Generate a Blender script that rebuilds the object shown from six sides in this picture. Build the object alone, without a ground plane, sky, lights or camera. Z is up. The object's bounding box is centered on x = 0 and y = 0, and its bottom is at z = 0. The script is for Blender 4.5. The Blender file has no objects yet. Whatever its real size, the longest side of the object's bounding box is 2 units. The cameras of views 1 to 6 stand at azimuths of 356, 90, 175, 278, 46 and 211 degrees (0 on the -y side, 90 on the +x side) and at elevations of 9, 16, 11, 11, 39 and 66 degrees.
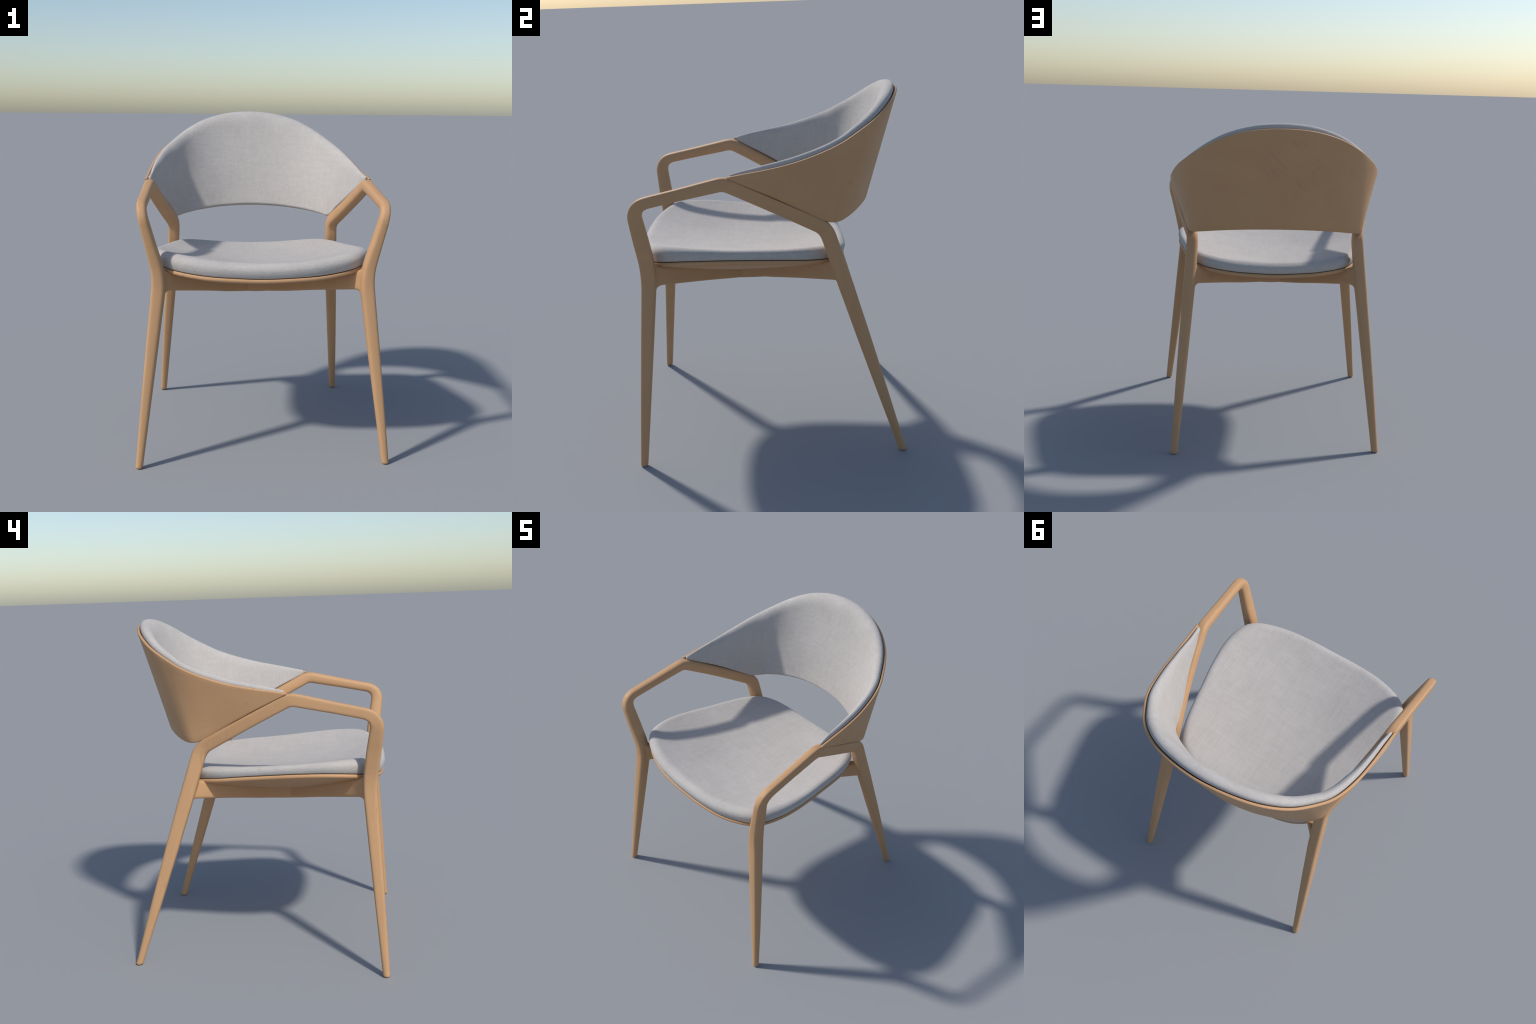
# Armchair: bent-wood frame, X stretcher, dished seat and wrapped upholstered back.
import bpy, bmesh, math
import numpy as np
from mathutils import Vector

rng = np.random.default_rng(7)

# ------------------------------------------------------------------ helpers
def catmull(cp, n, mirror_start=False, mirror_end=True):
    """Smooth curve through control points; ends on x = 0 are mirrored."""
    cp = np.asarray(cp, float)
    mir = np.array([-1, 1, 1])
    first = cp[1] * mir if mirror_start else 2 * cp[0] - cp[1]
    last = cp[-2] * mir if mirror_end else 2 * cp[-1] - cp[-2]
    m = np.vstack([first, cp, last])
    out = []
    for i in range(1, len(m) - 2):
        p0, p1, p2, p3 = m[i - 1:i + 3]
        t = np.linspace(0, 1, n, endpoint=False)[:, None]
        out.append(.5 * (2 * p1 + (p2 - p0) * t + (2 * p0 - 5 * p1 + 4 * p2 - p3) * t ** 2
                         + (3 * p1 - p0 - 3 * p2 + p3) * t ** 3))
    out.append(cp[-1:])
    return np.vstack(out)

def resample(poly, n):
    d = np.r_[0, np.cumsum(np.linalg.norm(np.diff(poly, axis=0), axis=1))]
    s = np.linspace(0, d[-1], n)
    return np.stack([np.interp(s, d, poly[:, k]) for k in range(3)], 1)

def mesh_object(name, verts, faces, smooth=True):
    me = bpy.data.meshes.new(name)
    me.from_pydata([tuple(v) for v in verts], [], [tuple(f) for f in faces])
    bm = bmesh.new(); bm.from_mesh(me)
    bmesh.ops.remove_doubles(bm, verts=bm.verts, dist=1e-5)
    bmesh.ops.recalc_face_normals(bm, faces=bm.faces)
    bm.to_mesh(me); bm.free()
    if smooth:
        me.polygons.foreach_set("use_smooth", [True] * len(me.polygons))
    ob = bpy.data.objects.new(name, me)
    bpy.context.scene.collection.objects.link(ob)
    return ob

def loft(rings, cap=True):
    """Closed rings of equal length -> vertices and quads (with end fans)."""
    n = len(rings[0]); v = np.vstack(rings); f = []
    for i in range(len(rings) - 1):
        for j in range(n):
            k = (j + 1) % n
            f.append((i * n + j, i * n + k, (i + 1) * n + k, (i + 1) * n + j))
    if cap:
        for i in (0, len(rings) - 1):
            v = np.vstack([v, rings[i].mean(0)]); c = len(v) - 1
            f += [(i * n + j, i * n + (j + 1) % n, c) for j in range(n)]
    return v, f

def superellipse(a, b, e, n=28, outer=None):
    """Squarish oval; "outer" gives the +x half a flatter face (a D section)."""
    th = np.linspace(0, 2 * np.pi, n, endpoint=False) + np.pi / n
    c, s = np.cos(th), np.sin(th)
    ex = np.where(c > 0, outer or e, e)
    return a * np.sign(c) * abs(c) ** (2 / ex), b * np.sign(s) * abs(s) ** (2 / ex)

# ------------------------------------------------------------------ materials
def nodes_of(mat):
    mat.use_nodes = True
    nt = mat.node_tree
    return nt, nt.nodes, nt.links, nt.nodes["Principled BSDF"]

def noise_mask(nt, scale, stretch, rot=(0, 0, 0), detail=3, lo=.35, hi=.65, offset=(0, 0, 0)):
    N, L = nt.nodes, nt.links
    tc = N.new("ShaderNodeTexCoord")
    mp = N.new("ShaderNodeMapping"); mp.vector_type = 'POINT'
    mp.inputs["Rotation"].default_value = rot
    mp.inputs["Location"].default_value = offset
    m2 = N.new("ShaderNodeMapping"); m2.inputs["Scale"].default_value = stretch
    nz = N.new("ShaderNodeTexNoise")
    nz.inputs["Scale"].default_value = scale; nz.inputs["Detail"].default_value = detail
    rp = N.new("ShaderNodeMapRange")
    rp.inputs["From Min"].default_value = lo; rp.inputs["From Max"].default_value = hi
    L.new(tc.outputs["Object"], mp.inputs["Vector"]); L.new(mp.outputs["Vector"], m2.inputs["Vector"])
    L.new(m2.outputs["Vector"], nz.inputs["Vector"]); L.new(nz.outputs["Fac"], rp.inputs["Value"])
    return rp.outputs["Result"], tc

def mix(nt, fac, a, b, blend='MIX'):
    m = nt.nodes.new("ShaderNodeMix"); m.data_type = 'RGBA'; m.blend_type = blend
    for sock, val in ((m.inputs["Factor"], fac), (m.inputs[6], a), (m.inputs[7], b)):
        if isinstance(val, bpy.types.NodeSocket): nt.links.new(val, sock)
        elif isinstance(val, (int, float)): sock.default_value = val
        else: sock.default_value = (*val, 1)
    return m.outputs[2]

def mul(nt, a, b):
    m = nt.nodes.new("ShaderNodeMath"); m.operation = 'MULTIPLY'
    for i, x in enumerate((a, b)):
        if isinstance(x, bpy.types.NodeSocket): nt.links.new(x, m.inputs[i])
        else: m.inputs[i].default_value = x
    return m.outputs[0]

WOOD = (.514, .300, .153)

def wood_material(name, grain, fleck_rot, fleck_stretch, fleck_amount, tint=1.0, smudge=None):
    mat = bpy.data.materials.new(name)
    nt, N, L, bsdf = nodes_of(mat)
    base = tuple(c * tint for c in WOOD)
    broad, _ = noise_mask(nt, 3.0, grain, detail=2, lo=.3, hi=.7)
    fine, _ = noise_mask(nt, 26.0, grain, detail=4, lo=.3, hi=.7)
    fleck, _ = noise_mask(nt, 16.0, fleck_stretch, rot=fleck_rot, detail=1, lo=.66, hi=.78)
    patch, _ = noise_mask(nt, 2.6, (1, 1, 1), detail=1, lo=.45, hi=.62, offset=(3.1, .7, 2.2))
    c = mix(nt, broad, tuple(b * k for b, k in zip(base, (.97, .955, .94))), tuple(b * 1.025 for b in base))
    c = mix(nt, mul(nt, fine, .35), c, tuple(b * .95 for b in base))
    c = mix(nt, mul(nt, mul(nt, fleck, patch), fleck_amount), c, tuple(b * .62 for b in base))
    if smudge:                                    # a patch of slanting darker streaks
        st, tc = noise_mask(nt, 15.0, fleck_stretch, rot=fleck_rot, detail=2, lo=.54, hi=.72, offset=(1.3, 0, 0))
        ds = N.new("ShaderNodeVectorMath"); ds.operation = 'DISTANCE'
        L.new(tc.outputs["Object"], ds.inputs[0]); ds.inputs[1].default_value = smudge[0]
        fall = N.new("ShaderNodeMapRange")
        fall.inputs["From Min"].default_value = smudge[1]; fall.inputs["From Max"].default_value = smudge[1] * .4
        L.new(ds.outputs["Value"], fall.inputs["Value"])
        c = mix(nt, mul(nt, mul(nt, st, fall.outputs["Result"]), .25), c, tuple(b * .55 for b in base))
    L.new(c, bsdf.inputs["Base Color"])
    bsdf.inputs["Roughness"].default_value = .55
    bsdf.inputs["Specular IOR Level"].default_value = .3
    return mat

def fabric_material(name, warp, weft):
    mat = bpy.data.materials.new(name)
    nt, N, L, bsdf = nodes_of(mat)
    a, _ = noise_mask(nt, 34.0, warp, detail=5, lo=.3, hi=.7)
    b, _ = noise_mask(nt, 34.0, weft, detail=5, lo=.3, hi=.7, offset=(5, 3, 1))
    fine_a, _ = noise_mask(nt, 110.0, warp, detail=3, lo=.3, hi=.7)
    fine_b, _ = noise_mask(nt, 110.0, weft, detail=3, lo=.3, hi=.7, offset=(2, 8, 4))
    cloud, _ = noise_mask(nt, 4.0, (1, 1, 1), detail=3, lo=.3, hi=.7)
    light, mid, dark = (.496, .464, .437), (.436, .408, .382), (.350, .328, .306)
    c = mix(nt, cloud, mid, light)
    c = mix(nt, mul(nt, a, .30), c, dark)
    c = mix(nt, mul(nt, b, .28), c, (.550, .520, .497))
    c = mix(nt, mul(nt, fine_a, .28), c, dark)
    c = mix(nt, mul(nt, fine_b, .26), c, (.550, .520, .497))
    L.new(c, bsdf.inputs["Base Color"])
    bsdf.inputs["Roughness"].default_value = .95
    bsdf.inputs["Specular IOR Level"].default_value = .1
    bsdf.inputs["Sheen Weight"].default_value = .08
    bump = N.new("ShaderNodeBump"); bump.inputs["Strength"].default_value = .12
    bump.inputs["Distance"].default_value = .004
    h = N.new("ShaderNodeMath"); h.operation = 'ADD'
    L.new(fine_a, h.inputs[0]); L.new(fine_b, h.inputs[1])
    L.new(h.outputs[0], bump.inputs["Height"]); L.new(bump.outputs["Normal"], bsdf.inputs["Normal"])
    return mat

leg_wood = wood_material("pale_wood_leg", (6, 6, .8), (0, 0, 0), (4, 4, .35), .45)
arm_wood = wood_material("pale_wood_arm", (5, .9, 5), (0, 0, 0), (1.2, 5, .5), .30)
rail_wood = wood_material("pale_wood_stretcher", (3, 3, 5), (0, 0, 0), (2, 2, 6), .3)
shell_wood = wood_material("pale_wood_shell", (1.5, 1.5, 1.5), (0, math.radians(40), 0), (.55, .8, 3.2), .35, smudge=((-.09, .70, 1.76), .32))
seat_fabric = fabric_material("woven_fabric_seat", (.12, 1, 1), (1, .12, 1))
back_fabric = fabric_material("woven_fabric_back", (.25, .25, 1.3), (1.2, 1.2, .12))

# ------------------------------------------------------------------ wooden frame
# joints of one side frame: front foot, bend at seat height, front corner of the
# armrest, peak below the shell tip, rear knee, rear foot
JOINT = np.array([(.704, -.730, 0), (.580, -.642, 1.083), (.680, -.694, 1.469), (.649, -.220, 1.564),
                  (.601, .030, 1.434), (.520, .310, 1.277), (.537, .400, 1.00), (.618, .718, 0)])
FILLET = [0, .10, .085, .034, .20, .052, .10, 0]
# half width (sideways), half depth (in the side view), squareness inside, at
# stations given as (segment index + fraction along it); the outer face is flat
SECTION = [(0, .0215, .0210, 2.1), (.04, .0222, .0218, 2.2), (.33, .0285, .0278, 2.7), (.66, .0355, .0350, 3.0),
           (.92, .0400, .0392, 3.2), (1.10, .0375, .0405, 3.0), (1.5, .0310, .0410, 2.7), (1.88, .0285, .0375, 2.5),
           (2.15, .0280, .0310, 2.5), (2.5, .0280, .0320, 2.5), (2.85, .0290, .0355, 2.6), (3.1, .0305, .0368, 2.8),
           (4.0, .0320, .0368, 2.9), (4.8, .0340, .0385, 2.9), (5.1, .0360, .0410, 2.8), (5.6, .0372, .0412, 2.8),
           (6.0, .0368, .0415, 2.9), (6.3, .0335, .0375, 2.8), (6.6, .0290, .0310, 2.5), (6.93, .0228, .0222, 2.2),
           (7.0, .0222, .0212, 2.1)]

def frame_path(step=.012):
    pts, par = [], []
    P = JOINT
    for i in range(len(P) - 1):
        a, b = P[i], P[i + 1]; ln = np.linalg.norm(b - a)
        da, db = FILLET[i] / ln, FILLET[i + 1] / ln
        for t in np.linspace(da, 1 - db, max(3, int(ln / step))):
            pts.append(a + (b - a) * t); par.append(i + t)
        if FILLET[i + 1]:
            c = P[i + 2]; l2 = np.linalg.norm(c - b)
            q0, q2 = b + (a - b) * db, b + (c - b) * FILLET[i + 1] / l2
            for t in np.linspace(0, 1, 12)[1:-1]:
                pts.append((1 - t) ** 2 * q0 + 2 * t * (1 - t) * b + t * t * q2)
                par.append(i + (1 - db) + t * (db + FILLET[i + 1] / l2))
    return np.array(pts), np.array(par)

def frame_side(sign):
    pts, par = frame_path()
    st = np.array(SECTION)
    rings = []
    tan = np.gradient(pts, axis=0); tan /= np.linalg.norm(tan, axis=1)[:, None]
    tan[0] = tan[-1] = (0, 0, 0)
    tan[0][2], tan[-1][2] = 1, -1                       # feet are cut level
    for k, (p, s, t) in enumerate(zip(pts, par, tan)):
        a, b, e = (np.interp(s, st[:, 0], st[:, j]) for j in (1, 2, 3))
        side = np.array([1., 0, 0]); side -= t * (side @ t); side /= np.linalg.norm(side)
        dep = np.cross(t, side)
        x, y = superellipse(a, b, e, 36, outer=e + np.interp(s, [.9, 1.5, 4.9, 5.5], [1.8, 4.5, 4.5, 2.2]) * min(1, max(0, (e - 2.2) / .5)))
        rings.append(p + x[:, None] * side + y[:, None] * dep)
    for end, d in ((0, 1), (-1, -1)):                   # small rounding under each foot
        r = rings[end].copy(); c = r.mean(0)
        low = c + (r - c) * .80; low[:, 2] = 0
        mid = c + (r - c) * .95; mid[:, 2] = .003
        r[:, 2] = .010
        new = [low, mid, r]
        rings = new + rings[1:] if end == 0 else rings[:-1] + new[::-1]
    v, f = loft(rings)
    return v * np.array([sign, 1, 1]), f

HUB = np.array([.085, -.10])
LEG_HALF = .034
def stretcher_arm(sx, aim, leg, base, coef, soft, top_end):
    """One arm of the X stretcher, from the hub out into a leg, with a fillet at the leg."""
    leg = np.array(leg); d = np.array(aim) - HUB; R = np.linalg.norm(d); d /= R
    nrm = np.array([-d[1], d[0]])
    rings = []
    for q in np.r_[np.linspace(0, R - .13, 34), np.linspace(R - .126, R - .004, 30)]:
        c = HUB + d * q
        zb = base + math.hypot(coef * c[0], soft) - .0045 * math.exp(-((c[0] - .18) / .10) ** 2)
        zt = max(min(.985 + .21 * abs(q) ** 1.4, top_end), zb + .05)
        x, y = superellipse(.027 + .018 * math.exp(-(q / .080) ** 2), (zt - zb) / 2, 6, 40)
        xy = np.stack([c[0] + nrm[0] * x, c[1] + nrm[1] * x], 1)
        # distance of every point to the faces of the squarish leg -> quarter-round fillet
        s = np.abs(xy - leg).max(1) - LEG_HALF
        u = np.clip(s / .036, 0, 1)
        fl = 1 - np.sqrt(1 - (1 - u) ** 2)
        fl = np.where(s < 0, np.clip(1 + s / .012, 0, 1), fl)
        z = (zt + zb) / 2 + y + np.where(y < 0, -.036, .012) * fl * np.clip(abs(y) / ((zt - zb) / 2) * 1.5, 0, 1)
        xy = xy + nrm * (np.sign(x) * fl * .006)[:, None]
        rings.append(np.column_stack([xy, z]))
    v, f = loft(rings)
    return v * np.array([sx, 1, 1]), f

def stretcher_hub():
    """Short bridge that joins the four arms of the X and rounds its crotches."""
    rings = []
    for x in np.linspace(-.185, .185, 32):
        y, z = superellipse(.037 + max(0, abs(x) - .075) * .95, .045, 4, 40)
        rings.append(np.stack([np.full(40, x), -.10 + y, .8915 + .52 * x * x + .045 + z], 1))
    return loft(rings)

parts_v, parts_f, off = [], [], 0
def collect(v, f):
    global off
    parts_v.append(v); parts_f.extend(tuple(i + off for i in q) for q in f); off += len(v)
collect(*stretcher_hub())
for s in (1, -1):
    collect(*frame_side(s))
    collect(*stretcher_arm(s, (.583, -.640), (.593, -.651), .874, .2275, .010, 1.118))
    collect(*stretcher_arm(s, (.539, .400), (.542, .420), .876, .209, .010, 1.090))
whole = mesh_object("frame_whole", np.vstack(parts_v), parts_f)
m = whole.modifiers.new("union", 'REMESH'); m.mode = 'VOXEL'; m.voxel_size = .0048; m.use_smooth_shade = True
m = whole.modifiers.new("soft", 'SMOOTH'); m.factor = .5; m.iterations = 7
bpy.context.view_layer.update()
dg = bpy.context.evaluated_depsgraph_get()
fm = bpy.data.meshes.new_from_object(whole.evaluated_get(dg))
bpy.data.objects.remove(whole)

nv = len(fm.vertices)
co = np.empty(nv * 3); fm.vertices.foreach_get("co", co); co = co.reshape(-1, 3)
co[:, 2] = np.where(co[:, 2] < .012, np.maximum(co[:, 2], 0), co[:, 2])
co[:, 2] -= co[:, 2].min()
fm.vertices.foreach_set("co", co.ravel()); fm.update()
nor = np.empty(nv * 3); fm.vertices.foreach_get("normal", nor); nor = nor.reshape(-1, 3)

path, par = frame_path(.02)
def region(c):
    """Which frame part a face belongs to, from the nearest point of the side path."""
    a = np.array([abs(c[0]), c[1], c[2]])
    d = np.linalg.norm(path - a, axis=1); k = int(d.argmin())
    side = "r" if c[0] > 0 else "l"
    s = par[k]
    if d[k] > .058 and (s < 1.3 or s > 5.3):
        return "stretcher"
    if s < 1.0: return "front" + side
    if s > 5.0: return "rear" + side
    return "arm" + side

groups = {}
for p in fm.polygons:
    groups.setdefault(region(np.array(p.center)), []).append(p.index)

chair = bpy.data.objects.new("armchair", None)
bpy.context.scene.collection.objects.link(chair)
chair["label"] = "pale wooden armchair with curved grey upholstered back and seat"
chair["category"] = "chair"

def adopt(ob, mat):
    ob.data.materials.clear(); ob.data.materials.append(mat); ob.parent = chair

for key, name, mat in (("frontr", "leg", leg_wood), ("frontl", "leg", leg_wood), ("rearr", "leg", leg_wood),
                       ("rearl", "leg", leg_wood), ("armr", "armrest", arm_wood), ("arml", "armrest", arm_wood),
                       ("stretcher", "stretcher", rail_wood)):
    remap, vs, fs = {}, [], []
    for fi in groups[key]:
        q = []
        for vi in fm.polygons[fi].vertices:
            if vi not in remap:
                remap[vi] = len(vs); vs.append(vi)
            q.append(remap[vi])
        fs.append(q)
    me = bpy.data.meshes.new(name)
    me.from_pydata([tuple(co[i]) for i in vs], [], fs)
    me.polygons.foreach_set("use_smooth", [True] * len(fs))
    me.normals_split_custom_set_from_vertices([tuple(nor[i]) for i in vs])
    ob = bpy.data.objects.new(name, me)
    bpy.context.scene.collection.objects.link(ob)
    adopt(ob, mat)
bpy.data.meshes.remove(fm)

# ------------------------------------------------------------------ seat
SEAM = [(0, -.722, 1.080), (.165, -.719, 1.085), (.333, -.698, 1.095), (.490, -.644, 1.115), (.575, -.572, 1.132),
        (.615, -.460, 1.142), (.624, -.340, 1.144), (.611, -.200, 1.138), (.588, -.069, 1.128), (.560, .090, 1.115),
        (.525, .220, 1.101), (.468, .330, 1.090), (.393, .388, 1.081), (.300, .418, 1.071), (.200, .430, 1.063), (0, .438, 1.056)]
half = resample(catmull(SEAM, 20, mirror_start=True), 90)
seam = np.vstack([half, (half * [-1, 1, 1])[-2:0:-1]])
MID = np.array([0, -.11])
nxt, prv = np.roll(seam, -1, 0), np.roll(seam, 1, 0)
tg = (nxt - prv)[:, :2]; tg /= np.linalg.norm(tg, axis=1)[:, None]
outward = np.stack([tg[:, 1], -tg[:, 0]], 1)
outward *= np.sign((outward * (seam[:, :2] - MID)).sum(1))[:, None]
reach = np.linalg.norm(seam[:, :2] - MID, axis=1)

def ring(scale, grow, z):
    xy = MID + (seam[:, :2] - MID) * scale + outward * grow
    return np.column_stack([xy, z])

def cushion_top(xy):
    x, y = abs(xy[:, 0]), xy[:, 1]
    saddle = np.interp(y, [-.55, -.35, -.1, .08, .4], [.081, .080, .075, .068, .066])
    f = np.clip((-.1 - y) / .55, 0, None); r = np.clip((y + .1) / .55, 0, None)
    return 1.112 + saddle * (x / .58) ** 2 + .048 * f ** 2 + .017 * r ** 2

def seat_cushion():
    zs = seam[:, 2]; rings = []
    for k in np.linspace(.15, .95, 5):                       # hidden underside
        r = ring(k, -.016, zs - .01); r[:, 2] = np.minimum(r[:, 2], cushion_top(r) - .05); rings.append(r)
    rings.append(ring(1, -.012, zs + .000))
    rings.append(ring(1, -.004, zs + .003))
    R = np.interp(seam[:, 1], [-.6, 0, .4], [.070, .055, .050])
    for d in np.r_[0, .0012, .003, .006, .010, .015, .021, .028, .036, .045, .055, .066, .075, .09]:
        u = np.minimum(d / R, 1)
        prof = (1 - (1 - u) ** 3.4) ** (1 / 3.0)
        bulge = np.where(u < 1, .010 * np.sin(math.pi * np.minimum(prof * 1.1, 1)), 0) * np.interp(seam[:, 1], [-.5, -.3, .1, .3], [1, .3, .3, 1])
        xy = ring(1, (bulge - d)[:, None], zs)[:, :2]
        zi = cushion_top(xy)
        rings.append(np.column_stack([xy, zs + .007 + (zi - zs - .007) * prof]))
    for k in np.linspace(1, 0, 22)[1:-1]:
        xy = MID + (ring(1, -.09, zs)[:, :2] - MID) * k
        rings.append(np.column_stack([xy, cushion_top(xy)]))
    v, f = loft(rings)
    v[-1, 2] = cushion_top(v[-1:, :2])[0]
    return v, f

def seat_shell():
    zs = seam[:, 2]; rings = []
    zc = .960
    side = abs(seam[:, 0] - MID[0]) / reach                 # bowl is deeper across than along
    pw = 1.30 + .65 * side ** 2
    def under(k, drop): return zc + (zs - drop - zc) * k ** pw
    for k in np.linspace(.08, .97, 20):
        rings.append(ring(k, 0, under(k, .024)))
    rings.append(ring(.985, .0, under(.985, .023)))
    for a in np.linspace(-.5, .5, 7) * np.pi:               # rounded rim
        rings.append(ring(1, -.006 + .007 * math.cos(a), zs - .013 + .011 * math.sin(a)))
    rings.append(ring(.98, -.004, zs - .003))
    for k in np.linspace(.94, .08, 14):
        rings.append(ring(k, 0, under(k, .024) + .016))
    return loft(rings)

adopt(mesh_object("seat_shell", *seat_shell()), shell_wood)
adopt(mesh_object("seat_cushion", *seat_cushion()), seat_fabric)

# ------------------------------------------------------------------ backrest
# paired points of the lower and the upper edge of the shell, from the tip on the
# armrest, round the side, to the centre line
LOWER = [(.682, -.200, 1.592), (.633, .029, 1.477), (.585, .190, 1.386), (.558, .297, 1.326), (.534, .372, 1.311),
         (.470, .433, 1.321), (.352, .499, 1.339), (.190, .559, 1.355), (0, .583, 1.361)]
UPPER = [(.682, -.202, 1.599), (.669, .050, 1.637), (.652, .215, 1.677), (.615, .370, 1.732), (.555, .482, 1.786),
         (.459, .601, 1.852), (.329, .688, 1.915), (.172, .738, 1.956), (0, .756, 1.968)]
NT = 14
lo, up = catmull(LOWER, NT), catmull(UPPER, NT)
lo = np.vstack([lo, (lo * [-1, 1, 1])[-2::-1]]); up = np.vstack([up, (up * [-1, 1, 1])[-2::-1]])
up[:, 0] -= .004 * np.sin(np.linspace(0, np.pi, len(up))) ** .7
height = np.linalg.norm(up - lo, axis=1)
mid_line = (lo + up) / 2
along = np.gradient(mid_line, axis=0); rise = up - lo
rise[0], rise[-1] = rise[2], rise[-3]; rise[1], rise[-2] = rise[2], rise[-3]
inward = np.cross(along, rise); inward /= np.linalg.norm(inward, axis=1)[:, None]
inward *= np.sign((inward[:, :2] * (np.array([0, -.1]) - mid_line[:, :2])).sum(1))[:, None]
rise_dir = rise / np.linalg.norm(rise, axis=1)[:, None]
arc = np.r_[0, np.cumsum(np.linalg.norm(np.diff(mid_line, axis=0), axis=1))]
centre = 1 - abs(2 * arc / arc[-1] - 1)                      # 0 at the tips, 1 at the centre

def strip(profile, skip=0):
    """Sweep a closed (v along the rise in metres from the lower edge, w inward) profile."""
    rings = []
    for i in range(skip, len(lo) - skip):
        p = profile(i)
        rings.append(lo[i] + p[:, :1] * rise_dir[i] + p[:, 1:] * inward[i] if height[i] > .02 else
                     lo[i] + (p[:, :1] / max(height[i], 1e-6)) * (up[i] - lo[i]) + p[:, 1:] * inward[i])
    return loft(rings)

def shell_profile(i):
    h, t = height[i] + .002, .0165
    r = min(.008, h * .45)
    pts = []
    vs = np.linspace(0, 1, 15)
    for v in vs: pts.append((r + v * (h - 2 * r) - .002, 0))
    for a in np.linspace(0, 1, 8)[1:-1] * np.pi: pts.append((h - r + r * math.sin(a) ** .7 - .002, t / 2 - t / 2 * math.cos(a)))
    for v in vs[::-1]: pts.append((r + v * (h - 2 * r) - .002, t))
    for a in np.linspace(0, 1, 6)[1:-1] * np.pi: pts.append((r - r * math.sin(a) - .002, t / 2 + t / 2 * math.cos(a)))
    return np.array(pts)

def pad_profile(i):
    h = height[i]; c = centre[i]
    over = .002 + .014 * min(1, h / .15) + .004 * max(0, (c - .45) / .55) ** 1.3     # stands above the shell rim
    low = -.004
    top = h + over; H = top - low
    th = ((.020 + .029 * min(1, h / .30)) + .030 * max(0, (c - .3) / .7)) * np.interp(min(i, len(lo) - 1 - i), [1, 2, 4], [.78, .93, 1])
    w0 = .0205
    back_r = min(.026, H * .3)                               # rounding towards the shell rim
    R = min(th * 1.35, H * .5); Rb = min(.013, H * .3)
    wa = w0 + back_r * .8
    pts = []
    for v in np.linspace(0, 1, 8): pts.append((low + .004 + v * (H - .004 - back_r), w0))
    for a in np.linspace(0, .5, 7)[1:-1] * np.pi:
        pts.append((top - back_r + back_r * math.sin(a), wa - (wa - w0) * math.cos(a)))
    for v in np.linspace(1, 0, 40):
        s = .5 - .5 * math.cos(math.pi * v)                  # denser towards both edges
        x = low + s * H
        dt, db = min((top - x) / R, 1), min((x - low) / Rb, 1)
        g = (1 - (1 - dt) ** 2.2) ** (1 / 2.1)
        thin = np.interp(c, [.55, .95], [.58, .12])               # sides thin out towards the armrest
        g *= 1 - thin * (1 - min(max((x - low) / (.75 * H), 0), 1)) ** 1.5
        gb = .25 + .75 * (1 - (1 - db) ** 2.2) ** (1 / 2.1)
        pts.append((x, w0 + (wa - w0 + (w0 + th - wa) * g) * gb))
    pts = np.array(pts)                                      # underside cut level rather than square
    pts[:, 0] -= .16 * (pts[:, 1] - w0) * np.clip(1 - (pts[:, 0] - low) / min(.10, H * .7), 0, 1)
    return pts

adopt(mesh_object("backrest_shell", *strip(shell_profile)), shell_wood)
adopt(mesh_object("backrest_cushion", *strip(pad_profile, 1)), back_fabric)
